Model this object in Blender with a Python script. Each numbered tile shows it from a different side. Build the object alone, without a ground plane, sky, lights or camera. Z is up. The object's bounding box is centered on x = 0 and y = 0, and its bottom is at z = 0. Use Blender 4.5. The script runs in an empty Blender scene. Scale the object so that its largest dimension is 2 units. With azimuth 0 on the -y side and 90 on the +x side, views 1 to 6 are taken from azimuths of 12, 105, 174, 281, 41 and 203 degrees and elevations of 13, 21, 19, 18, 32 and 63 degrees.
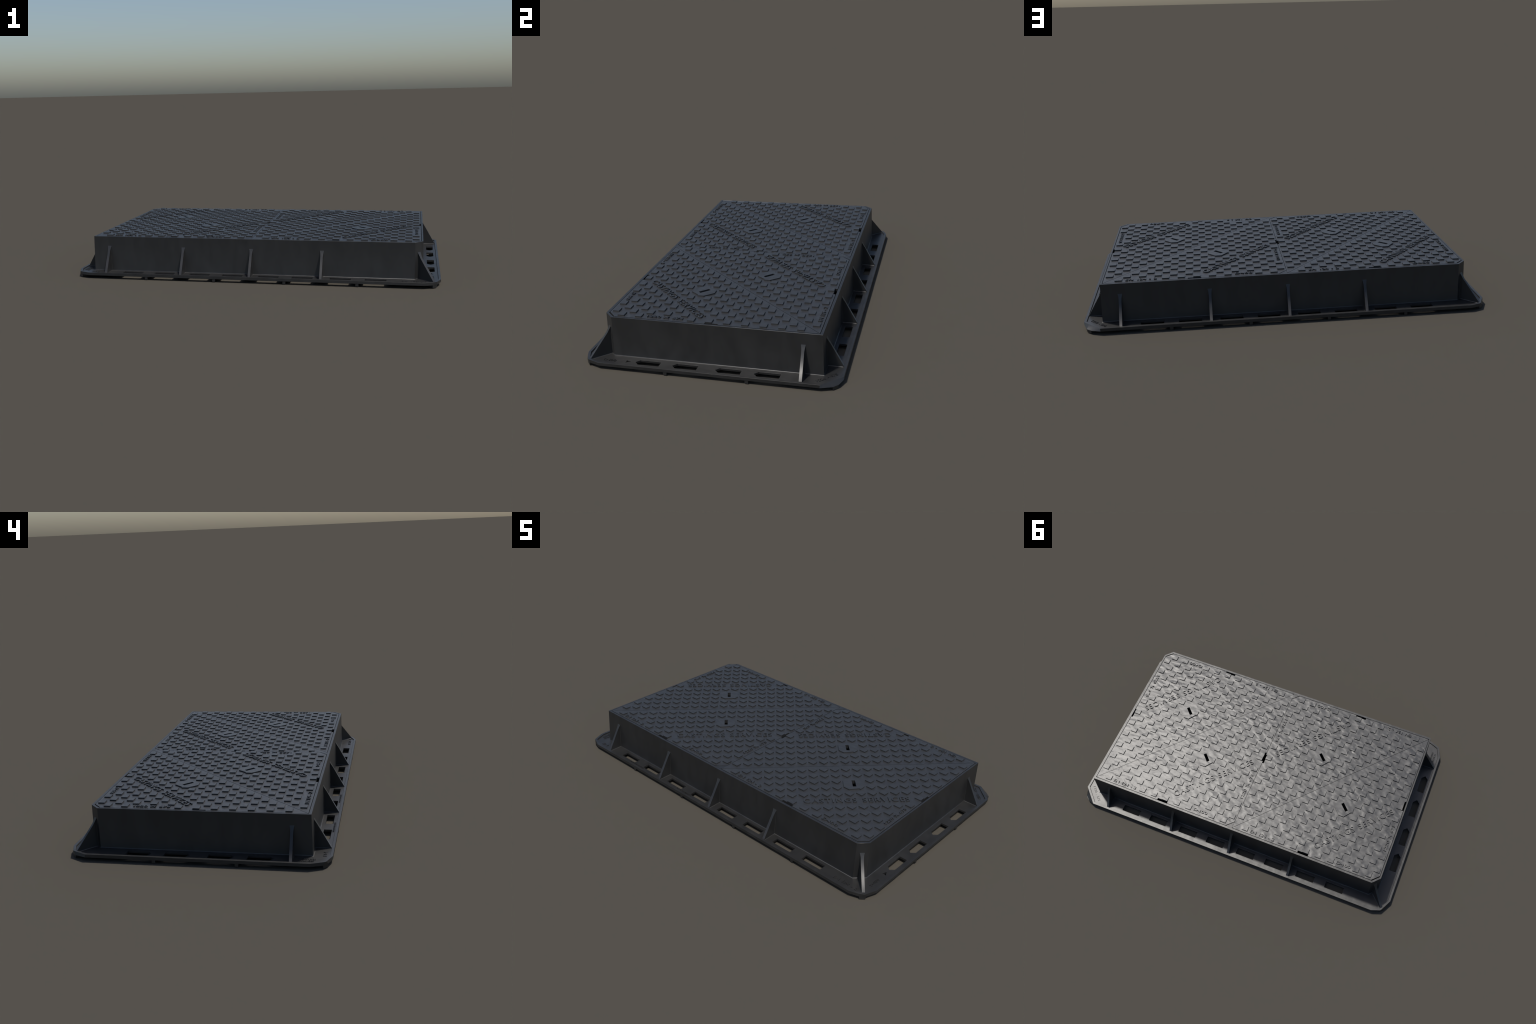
"""Ductile-iron access cover: a rectangular frame on a slotted flange, two hinged
leaves each split along a diagonal into two triangular covers with raised treads."""
import bpy, bmesh, math
from mathutils import Vector, Matrix

# ------------------------------------------------------------------ main sizes
TOP = 0.2192            # level of the frame lip and of the cover plates
RELIEF = 0.0060         # height of treads above the plate
FL_TOP, RIM_TOP, FL_BOT = 0.0250, 0.0305, 0.0145
LEAF = 0.8965           # pitch between the two leaves along x
LEAF_W, LEAF_H = 0.8960, 0.4968

root = bpy.data.objects.new("access_cover", None)
bpy.context.scene.collection.objects.link(root)
root["label"] = "dark cast iron double access cover with chevron tread on slotted frame"
root["category"] = "manhole cover"


# ------------------------------------------------------------------ material
def iron(name, base, rough, metal, bump, mottle, ior=1.5, stretch=(1.0, 1.5, 1.0)):
    m = bpy.data.materials.new(name)
    m.use_nodes = True
    nt = m.node_tree
    N, L = nt.nodes, nt.links
    p = N["Principled BSDF"]
    geo = N.new("ShaderNodeNewGeometry")
    pos = geo.outputs["Position"]

    def noise(scale, detail, dist=0.0, rough_=0.5, stretch=None):
        n = N.new("ShaderNodeTexNoise")
        n.inputs["Scale"].default_value = scale
        n.inputs["Detail"].default_value = detail
        n.inputs["Distortion"].default_value = dist
        n.inputs["Roughness"].default_value = rough_
        if stretch:
            mp = N.new("ShaderNodeMapping")
            mp.inputs["Scale"].default_value = stretch
            mp.inputs["Rotation"].default_value = (0.0, 0.0, 0.6)
            L.new(pos, mp.inputs["Vector"])
            L.new(mp.outputs[0], n.inputs["Vector"])
        else:
            L.new(pos, n.inputs["Vector"])
        return n.outputs["Fac"]

    def ramp(src, a, b, ca, cb):
        r = N.new("ShaderNodeMapRange")
        r.inputs["From Min"].default_value, r.inputs["From Max"].default_value = a, b
        r.inputs["To Min"].default_value, r.inputs["To Max"].default_value = ca, cb
        L.new(src, r.inputs["Value"])
        return r.outputs[0]

    dents = noise(27.0, 0.5, 0.25, 0.4, stretch)
    patches = ramp(noise(9.0, 1.0), 0.36, 0.64, 0.45, 1.0)
    dents_m = N.new("ShaderNodeMath"); dents_m.operation = "MULTIPLY"
    L.new(dents, dents_m.inputs[0]); L.new(patches, dents_m.inputs[1])
    grain = noise(420.0, 2.0)
    b1 = N.new("ShaderNodeBump")
    b1.inputs["Strength"].default_value = 1.0
    b1.inputs["Distance"].default_value = bump
    L.new(dents_m.outputs[0], b1.inputs["Height"])
    b2 = N.new("ShaderNodeBump")
    b2.inputs["Strength"].default_value = 0.10
    b2.inputs["Distance"].default_value = 0.0004
    L.new(grain, b2.inputs["Height"])
    L.new(b1.outputs[0], b2.inputs["Normal"])
    L.new(b2.outputs[0], p.inputs["Normal"])

    blotches = noise(16.0, 4.0, 0.4, 0.5, stretch)
    mix = N.new("ShaderNodeMix"); mix.data_type = "RGBA"
    mix.inputs["A"].default_value = (*[c * (1 - mottle) for c in base], 1)
    mix.inputs["B"].default_value = (*[c * (1 + mottle) for c in base], 1)
    L.new(ramp(blotches, 0.35, 0.65, 0, 1), mix.inputs["Factor"])
    L.new(mix.outputs["Result"], p.inputs["Base Color"])
    L.new(ramp(noise(14.0, 3.0), 0.3, 0.7, rough - 0.015, rough + 0.015), p.inputs["Roughness"])
    p.inputs["Metallic"].default_value = metal
    p.inputs["IOR"].default_value = ior
    return m


IRON = iron("frame_iron", (0.0195, 0.0195, 0.0195), 0.42, 0.0, 0.0013, 0.16, 1.56, (1.0, 1.0, 0.35))
COVER_IRON = iron("cover_iron", (0.0280, 0.0284, 0.0292), 0.42, 0.0, 0.0031, 0.06, 1.60)  # base lightened and slightly blued against the frame: sky reflection baked into the plates


# ------------------------------------------------------------------ helpers
def finish(bm, name, smooth=True, angle=35, mat=None):
    bmesh.ops.recalc_face_normals(bm, faces=bm.faces[:])
    me = bpy.data.meshes.new(name)
    bm.to_mesh(me)
    bm.free()
    me.materials.append(mat or IRON)
    if smooth:
        me.shade_smooth()
        me.set_sharp_from_angle(angle=math.radians(angle))
    return me


def place(name, me, parent, matrix=None, stuff=False):
    o = bpy.data.objects.new(name, me)
    bpy.context.scene.collection.objects.link(o)
    o.parent = parent
    if matrix is not None:
        o.matrix_local = matrix
    if stuff:
        o["kind"] = "stuff"
    return o


def slab(bm, outer, holes, z0, z1, bevel=0.0):
    """Flat plate with holes: outline filled, extruded from z0 up to z1, top edges eased."""
    edges, start = [], len(bm.verts)
    for loop in [outer] + holes:
        vs = [bm.verts.new((x, y, z0)) for x, y in loop]
        edges += [bm.edges.new((vs[i], vs[(i + 1) % len(vs)])) for i in range(len(vs))]
    out = bmesh.ops.triangle_fill(bm, edges=edges, use_beauty=True, use_dissolve=False, normal=(0, 0, 1))
    faces = [g for g in out["geom"] if isinstance(g, bmesh.types.BMFace)]
    ext = bmesh.ops.extrude_face_region(bm, geom=faces, use_keep_orig=True)
    top = [g for g in ext["geom"] if isinstance(g, bmesh.types.BMVert)]
    bmesh.ops.translate(bm, verts=top, vec=(0, 0, z1 - z0))
    bmesh.ops.recalc_face_normals(bm, faces=bm.faces[:])
    if bevel:
        tops = set(top)
        rim = [e for v in top for e in v.link_edges if e.verts[0] in tops and e.verts[1] in tops
               and len(e.link_faces) == 2 and e.calc_face_angle(0) > 0.7]
        bmesh.ops.bevel(bm, geom=list(set(rim)), offset=bevel, segments=1, affect="EDGES", clamp_overlap=True)


def offset(poly, d):
    """Convex or gently concave polygon moved outward by d (counter-clockwise input)."""
    n, out = len(poly), []
    for i in range(n):
        p0, p1, p2 = Vector(poly[i - 1]), Vector(poly[i]), Vector(poly[(i + 1) % n])
        a, b = (p1 - p0).normalized(), (p2 - p1).normalized()
        na, nb = Vector((a.y, -a.x)), Vector((b.y, -b.x))
        k = 1 + na.dot(nb)
        out.append(tuple(p1 + (na + nb) * (d / k)))
    return out


def loft(bm, rings):
    """Closed tube of rings, each a list of 3D points; the last ring joins the first."""
    R = [[bm.verts.new(p) for p in ring] for ring in rings]
    for a, b in zip(R, R[1:] + R[:1]):
        for i in range(len(a)):
            j = (i + 1) % len(a)
            bm.faces.new((a[i], a[j], b[j], b[i]))


def ring(poly, z):
    return [(x, y, z) for x, y in poly]


def text_mesh(body, width, height, depth, mat=None):
    """Lettering from the built-in font, scaled to width x height, centred, bottom at z=-0.001."""
    cu = bpy.data.curves.new("lettering_curve", "FONT")
    cu.body, cu.extrude, cu.resolution_u, cu.space_character, cu.space_word = body, 0.5, 3, 1.20 if len(body) > 12 else 1.06, 1.25
    cu.offset = 0.010 if len(body) > 12 else 0.008
    ob = bpy.data.objects.new("lettering_curve", cu)
    bpy.context.scene.collection.objects.link(ob)
    dg = bpy.context.evaluated_depsgraph_get()
    me = bpy.data.meshes.new_from_object(ob.evaluated_get(dg))
    bpy.data.objects.remove(ob)
    bpy.data.curves.remove(cu)
    xs, ys = [v.co.x for v in me.vertices], [v.co.y for v in me.vertices]
    cx, cy = (min(xs) + max(xs)) / 2, (min(ys) + max(ys)) / 2
    sx, sy = width / (max(xs) - min(xs)), height / (max(ys) - min(ys))
    for v in me.vertices:
        v.co = ((v.co.x - cx) * sx, (v.co.y - cy) * sy, -0.001 + (v.co.z + 0.5) * (depth + 0.001))
    me.name = "lettering"
    me.materials.clear()
    me.materials.append(mat or IRON)
    return me


def frame_of(centre, direction, z):
    d = Vector((*direction, 0)).normalized()
    up = Vector((-d.y, d.x, 0))
    return Matrix(((d.x, up.x, 0, centre[0]), (d.y, up.y, 0, centre[1]), (0, 0, 1, z), (0, 0, 0, 1)))


def turned(points):
    return [(-x, -y) for x, y in points]


# ------------------------------------------------------------------ frame wall
def body_outline(hx, hy, cx, cy):
    """Rectangle with square corners at (-,-) and (+,+), cut corners at (+,-) and (-,+)."""
    half = [(-hx, -hy), (hx - cx, -hy), (hx, -hy + cy)]
    return half + turned(half)


frame = place("frame", None, root)
W_OUT = body_outline(0.9065, 0.5105, 0.041, 0.043)
W_IN = body_outline(0.8979, 0.4983, 0.0362, 0.0370)
bm = bmesh.new()
R_FIL, DRAFT = 0.0045, 0.0040
rings = [ring(offset(W_OUT, DRAFT - 0.001), FL_BOT), ring(offset(W_OUT, DRAFT + R_FIL), FL_TOP - 0.0005)]
for k in range(5):
    t = math.radians(22.5 * k)
    rings.append(ring(offset(W_OUT, DRAFT + R_FIL - R_FIL * math.sin(t)), FL_TOP + R_FIL - R_FIL * math.cos(t)))
rings += [ring(W_OUT, TOP - 0.0003), ring(offset(W_OUT, -0.0003), TOP),
          ring(offset(W_IN, 0.0006), TOP), ring(W_IN, TOP - 0.0006), ring(W_IN, TOP - 0.030),
          ring(offset(W_IN, -0.004), TOP - 0.036), ring(offset(W_IN, -0.004), FL_BOT)]
loft(bm, rings)
place("frame_wall", finish(bm, "frame_wall"), frame)

# little triangular webs where the two leaves meet, level with the lip
for rot in (0, math.pi):
    bm = bmesh.new()
    slab(bm, [(0.0008, 0.4612), (0.0365, 0.4982), (-0.0001, 0.4982), (-0.0001, 0.4612)], [], TOP - 0.04, TOP, 0.0)
    place("corner_web", finish(bm, "corner_web", False), frame, Matrix.Rotation(rot, 4, "Z"))

# bearing bars that carry the two leaves along their common joint, open under the centre notch
bm = bmesh.new()
for y0, y1 in ((-0.4985, -0.0480), (0.0480, 0.4985)):
    slab(bm, [(-0.010, y0), (0.010, y0), (0.010, y1), (-0.010, y1)], [], TOP - 0.034, TOP - 0.0155)
diag = Vector((LEAF_W, 2 * LEAF_H)).normalized()
side = Vector((-diag.y, diag.x)) * 0.008
for leaf in (0, -1):                          # and one bar below each diagonal joint
    a = Vector((leaf * LEAF, -LEAF_H)) + diag * 0.030
    b = Vector((leaf * LEAF + LEAF_W, LEAF_H)) - diag * 0.030
    slab(bm, [tuple(a - side), tuple(b - side), tuple(b + side), tuple(a + side)], [], TOP - 0.032, TOP - 0.0150)
place("bearing_bar", finish(bm, "bearing_bar", False), frame)

# ------------------------------------------------------------------ flange
P1, P4 = (1.0, 0.511), (0.912, 0.6022)
CORNER_LOW = [P1, (0.9810, 0.5650), (0.9570, 0.5870), P4]
CORNER_TOP = {
    "++": [(1.0, 0.5130), (0.9720, 0.5418), (0.9420, 0.5718), (0.9125, 0.6022)],
    "-+": [P1, (0.9640, 0.5824), (0.9615, 0.5838), P4],
    "--": [P1, (0.9745, 0.5745), (0.9715, 0.5775), P4],
    "+-": [P1, (0.9785, 0.5705), (0.9560, 0.5850), P4],
}


def flange_outline(corners):
    pts = []
    pts += [(x, y) for x, y in corners["++"]]
    pts += [(-x, y) for x, y in reversed(corners["-+"])]
    pts += [(-x, -y) for x, y in corners["--"]]
    pts += [(x, -y) for x, y in reversed(corners["+-"])]
    return pts


F_TOP = flange_outline(CORNER_TOP)
F_LOW = flange_outline({k: CORNER_LOW for k in CORNER_TOP})
RIM_W = 0.0125
bm = bmesh.new()
loft(bm, [ring(offset(F_LOW, -0.001), FL_BOT), ring(F_LOW, FL_BOT + 0.001), ring(F_TOP, RIM_TOP - 0.0002), ring(offset(F_TOP, -0.0002), RIM_TOP),
          ring(offset(F_TOP, 0.0006 - RIM_W), RIM_TOP), ring(offset(F_TOP, -RIM_W), RIM_TOP - 0.0008),
          ring(offset(F_TOP, -RIM_W - 0.0003), FL_TOP + 0.0012), ring(offset(F_TOP, -RIM_W - 0.0014), FL_TOP - 0.0003),
          ring(offset(F_LOW, -RIM_W - 0.0014), FL_BOT)])
place("rim", finish(bm, "rim", True, 25), frame)

SLOT_X = [0.0995, 0.28325, 0.48425, 0.66775]     # centres of the long-side slots
slots = []
for sx in SLOT_X:
    for s in (-1, 1):
        for side in (-1, 1):
            x0, x1 = s * sx - 0.0560, s * sx + 0.0560
            y0, y1 = sorted((side * 0.5345, side * 0.5725))
            slots.append([(x0, y0), (x1, y0), (x1, y1), (x0, y1)])
ARROW_Y = [-0.3475, -0.1695, 0.0330, 0.2105]      # arrow-shaped slots on the short sides
for tip in ARROW_Y:
    for side in (-1, 1):
        c = side * 0.9533
        slots.append([(c, tip), (c + 0.0198, tip + 0.0190), (c + 0.0198, tip + 0.1185), (c - 0.0198, tip + 0.1185), (c - 0.0198, tip + 0.0190)])
slots.append([(0.9535, -0.3690), (0.9455, -0.3945), (0.9545, -0.3900), (0.9660, -0.3925)])   # small pointer mark
bm = bmesh.new()
slab(bm, offset(F_TOP, -0.0128), slots + [list(reversed(offset(W_OUT, DRAFT - 0.002)))], FL_BOT + 0.0006, FL_TOP, 0.0006)
place("flange_plate", finish(bm, "flange_plate", False), frame)

# feet under the flange
bm = bmesh.new()


def foot(bm, centre, outward, half, depth):
    o = Vector(outward).normalized()
    t = Vector((-o.y, o.x))
    c = Vector(centre)
    base = [c + t * half * 0.92, c + t * -half * 0.92, c + t * -half * 0.92 - o * depth, c + t * half * 0.92 - o * depth]
    head = [c + t * half, c - t * half, c - t * half - o * depth, c + t * half - o * depth]
    lo = [bm.verts.new((p.x, p.y, 0.0)) for p in base]
    hi = [bm.verts.new((p.x, p.y, FL_BOT + 0.002)) for p in head]
    bm.faces.new(lo); bm.faces.new(hi)
    for i in range(4):
        bm.faces.new((lo[i], lo[(i + 1) % 4], hi[(i + 1) % 4], hi[i]))


for s in (-1, 1):
    for x in (-0.5755, -0.1925, 0.1925, 0.5755):
        foot(bm, (x, s * 0.6010), (0, s), 0.0080, 0.05)
    for y in (-0.1890, 0.1890):
        foot(bm, (s * 0.9990, y), (s, 0), 0.0085, 0.05)
    for t in (-1, 1):
        foot(bm, (s * 0.9685, t * 0.5755), (s * 0.022, t * 0.024), 0.0150, 0.04)
feet_mesh = finish(bm, "foot", False)
place("foot", feet_mesh, frame, stuff=True)


# ------------------------------------------------------------------ ribs
def rib_mesh(reach, half):
    """Triangular gusset standing on the flange: local x outward from the wall, flared at its head."""
    bm = bmesh.new()
    edge = [(0.0003, 0.1680, half + 0.0050), (0.0040, 0.1595, half + 0.0030), (0.0080, 0.1525, half + 0.0014), (0.0125, 0.1450, half + 0.0005),
            (0.0180, 0.1360, half), (reach - 0.0010, 0.0290, half), (reach + 0.0025, 0.0287, half), (reach + 0.0025, 0.0240, half)]
    cols = []
    for u, z, w in edge:
        cols.append([bm.verts.new((-0.004, -w, z)), bm.verts.new((u, -w, z)), bm.verts.new((u, w, z)), bm.verts.new((-0.004, w, z))])
    for a, b in zip(cols, cols[1:]):
        for i in range(3):
            bm.faces.new((a[i], a[i + 1], b[i + 1], b[i]))
    bm.faces.new(cols[0]); bm.faces.new(cols[-1])
    # fillets along the flange and up the wall
    r, seg = 0.0036, 4
    for s in (-1, 1):
        prof = [(r - r * math.sin(k * math.pi / 2 / seg), r - r * math.cos(k * math.pi / 2 / seg)) for k in range(seg + 1)]
        for path in ("floor", "wall"):
            strips = []
            for dy, dz in prof:
                y = s * (half - 0.0002 + (dy if path == "floor" else dz))
                if path == "floor":
                    strips.append([bm.verts.new((0.0, y, FL_TOP - 0.0001 + dz)), bm.verts.new((reach - 0.004, y, FL_TOP - 0.0001 + dz))])
                else:
                    u = 0.0 + dy
                    strips.append([bm.verts.new((u + 0.0038, y, FL_TOP)), bm.verts.new((u + 0.0005, y, 0.1420))])
            for a, b in zip(strips, strips[1:]):
                bm.faces.new((a[0], a[1], b[1], b[0]))
    return finish(bm, "rib", True, 63)


RIB_Y, RIB_X, RIB_C = rib_mesh(0.0785, 0.0066), rib_mesh(0.0805, 0.0066), rib_mesh(0.1120, 0.0068)
for s in (-1, 1):
    for x in (-0.8160, -0.3835, 0.0003, 0.3840):
        place("rib", RIB_Y, frame, Matrix.Translation((-s * x, s * 0.5105, 0)) @ Matrix.Rotation(s * math.pi / 2, 4, "Z"))
    place("rib", RIB_X, frame, Matrix.Translation((s * 0.9065, s * 0.4250, 0)) @ Matrix.Rotation(0 if s > 0 else math.pi, 4, "Z"))
    place("rib", RIB_C, frame, Matrix.Translation((s * 0.8858, -s * 0.4892, 0)) @ Matrix.Rotation(math.atan2(-s * 0.0783, s * 0.0805), 4, "Z"))

# lettering cast on the flange
for body, c, d, w, h in [
    ("1220 - 675", (0.9265, 0.5305), (-0.69, 0.72), 0.108, 0.0155),
    ("D400", (0.9590, -0.4710), (0, 1), 0.062, 0.0160),
    ("EN 124 - 2", (0.8660, -0.5660), (1, 0), 0.131, 0.0165),
    ("EN", (-0.8880, -0.5660), (1, 0), 0.040, 0.0160),
    ("CASTINGS", (-0.9470, -0.5000), (0, -1), 0.060, 0.0110),
    ("SERVICES", (-0.9650, -0.4930), (0, -1), 0.062, 0.0110),
    ("CASTINGS SERVICES", (-0.1940, -0.5808), (1, 0), 0.112, 0.0085),
    ("CASTINGS SERVICES", (-0.5820, -0.5808), (1, 0), 0.112, 0.0085),
]:
    place("lettering", text_mesh(body, w, h, 0.0026), frame, frame_of(c, d, FL_TOP))

# ------------------------------------------------------------------ triangular covers
PX, PY, HX, HY = 0.0379, 0.0419, 0.0345, 0.0305     # tread pitch and tread size
X0, Y0 = 0.0087, 0.4848


def tread_box(i, j):
    x, y = X0 + PX * i, Y0 - PY * j
    return x, y - HY, x + HX, y


PLATE_CELLS = [(8, 7), (7, 8), (9, 8), (8, 9)]
EMPTY = set(PLATE_CELLS) | {(5, 0), (17, 0), (19, 0), (0, 5), (0, 7)}
cells = []
for s in range(1, 22, 2):                    # s = rows parallel to the diagonal joint
    for i in range(0, s + 1):
        j = s - i
        if (i, j) in EMPTY or (s == 11 and i not in (0, 11)):
            continue
        cells.append((i, j))

bm = bmesh.new()
slab(bm, [(-HX / 2, -HY / 2), (HX / 2, -HY / 2), (HX / 2, HY / 2), (-HX / 2, HY / 2)], [], -0.001, RELIEF, 0.0)
TREAD = finish(bm, "tread_block", False, mat=COVER_IRON)

# key slot and its raised pad (hull of four treads)
KC, KD = Vector((0.3288, 0.1318)), Vector((-0.70, 0.714)).normalized()
KN = Vector((-KD.y, KD.x))


def key_slot(grow):
    a, b = 0.0280 + grow, 0.0088 + grow
    return [tuple(KC + KD * (sx * a) + KN * (sy * b)) for sx, sy in ((-1, -1), (1, -1), (1, 1), (-1, 1))]


b0, b1, b2, b3 = (tread_box(*c) for c in PLATE_CELLS)
PAD = [(b3[0], b3[1]), (b3[2], b3[1]), (b3[2], b3[1] + 0.003), (b2[2] - 0.0085, b2[1]), (b2[2], b2[1]), (b2[2], b2[3]),
       (b0[2], b0[3]), (b0[0], b0[3]), (b0[0], b0[3] - 0.003), (b1[0] + 0.0085, b1[3]), (b1[0], b1[3]), (b1[0], b1[1])]
bm = bmesh.new()
slab(bm, PAD, [key_slot(0.0)], -0.001, RELIEF, 0.0)
KEY_PAD = finish(bm, "key_pad", False, mat=COVER_IRON)

# outline of one triangular cover, with two pry notches on its outer edges
G = 0.0009
W, H = LEAF_W - G, LEAF_H - G
n = Vector((LEAF_H * 2, -LEAF_W)).normalized() * 0.0004      # clearance along the diagonal
OUT = [(G - n.x, -H + 0.0012), (W - 0.0014, H), (0.4865, H), (0.4865, 0.4845), (0.4215, 0.4845), (0.4215, H), (0.0405, H), (G, 0.4565),
       (G, 0.0245), (0.0090, 0.0245), (0.0090, -0.0375), (G, -0.0375)]
bm = bmesh.new()
slab(bm, OUT, [key_slot(0.0003)], -0.014, 0.0, 0.0)
PANEL = finish(bm, "cover", False, mat=COVER_IRON)

# closed cup under the key slot: four walls and a floor
bm = bmesh.new()
cup = [key_slot(0.030), key_slot(0.034)]
loft(bm, [ring(cup[0], -0.0135), ring(cup[0], -0.060), ring(cup[1], -0.064), ring(cup[1], -0.0135)])
slab(bm, key_slot(0.031), [], -0.063, -0.060)
KEY_CUP = finish(bm, "key_cup", False, mat=COVER_IRON)

LETTERS = [
    (text_mesh("CASTINGS SERVICES", 0.516, 0.0365, RELIEF - 0.0000, COVER_IRON), (0.2320, 0.2380), (-0.681, -0.732)),
    (text_mesh("D400", 0.086, 0.0175, RELIEF - 0.0005, COVER_IRON), (0.2135, 0.4700), (-1, 0)),
    (text_mesh("EN 124 - 2", 0.150, 0.0185, RELIEF - 0.0005, COVER_IRON), (0.7120, 0.4765), (-1, 0)),
    (text_mesh("1220 X 675", 0.172, 0.0165, RELIEF - 0.0005, COVER_IRON), (0.0235, 0.2170), (0, -1)),
]

# the treads nearest the outer corner stay joined; the rest are separate named blocks
NAMED = 75
by_row = sorted(cells, key=lambda c: -(c[0] + c[1]))
named, joined = by_row[:NAMED], by_row[NAMED:]
bm = bmesh.new()
for c in joined:
    x0, y0, x1, y1 = tread_box(*c)
    slab(bm, [(x0, y0), (x1, y0), (x1, y1), (x0, y1)], [], -0.001, RELIEF, 0.0)
TREADS = finish(bm, "tread_field", False, mat=COVER_IRON)

for leaf in (0, -1):
    for half in (0, 1):
        m = Matrix.Translation((leaf * LEAF, 0, TOP))
        if half:
            m = m @ Matrix.Translation((LEAF_W, 0, 0)) @ Matrix.Rotation(math.pi, 4, "Z")
        cover = place("cover", PANEL, root, m)
        place("key_pad", KEY_PAD, cover)
        place("key_cup", KEY_CUP, cover)
        place("tread_field", TREADS, cover, stuff=True)
        for me, c, d in LETTERS:
            place("lettering", me, cover, frame_of(c, d, 0))
        for c in named:
            x0, y0, x1, y1 = tread_box(*c)
            place("tread_block", TREAD, cover, Matrix.Translation(((x0 + x1) / 2, (y0 + y1) / 2, 0)))
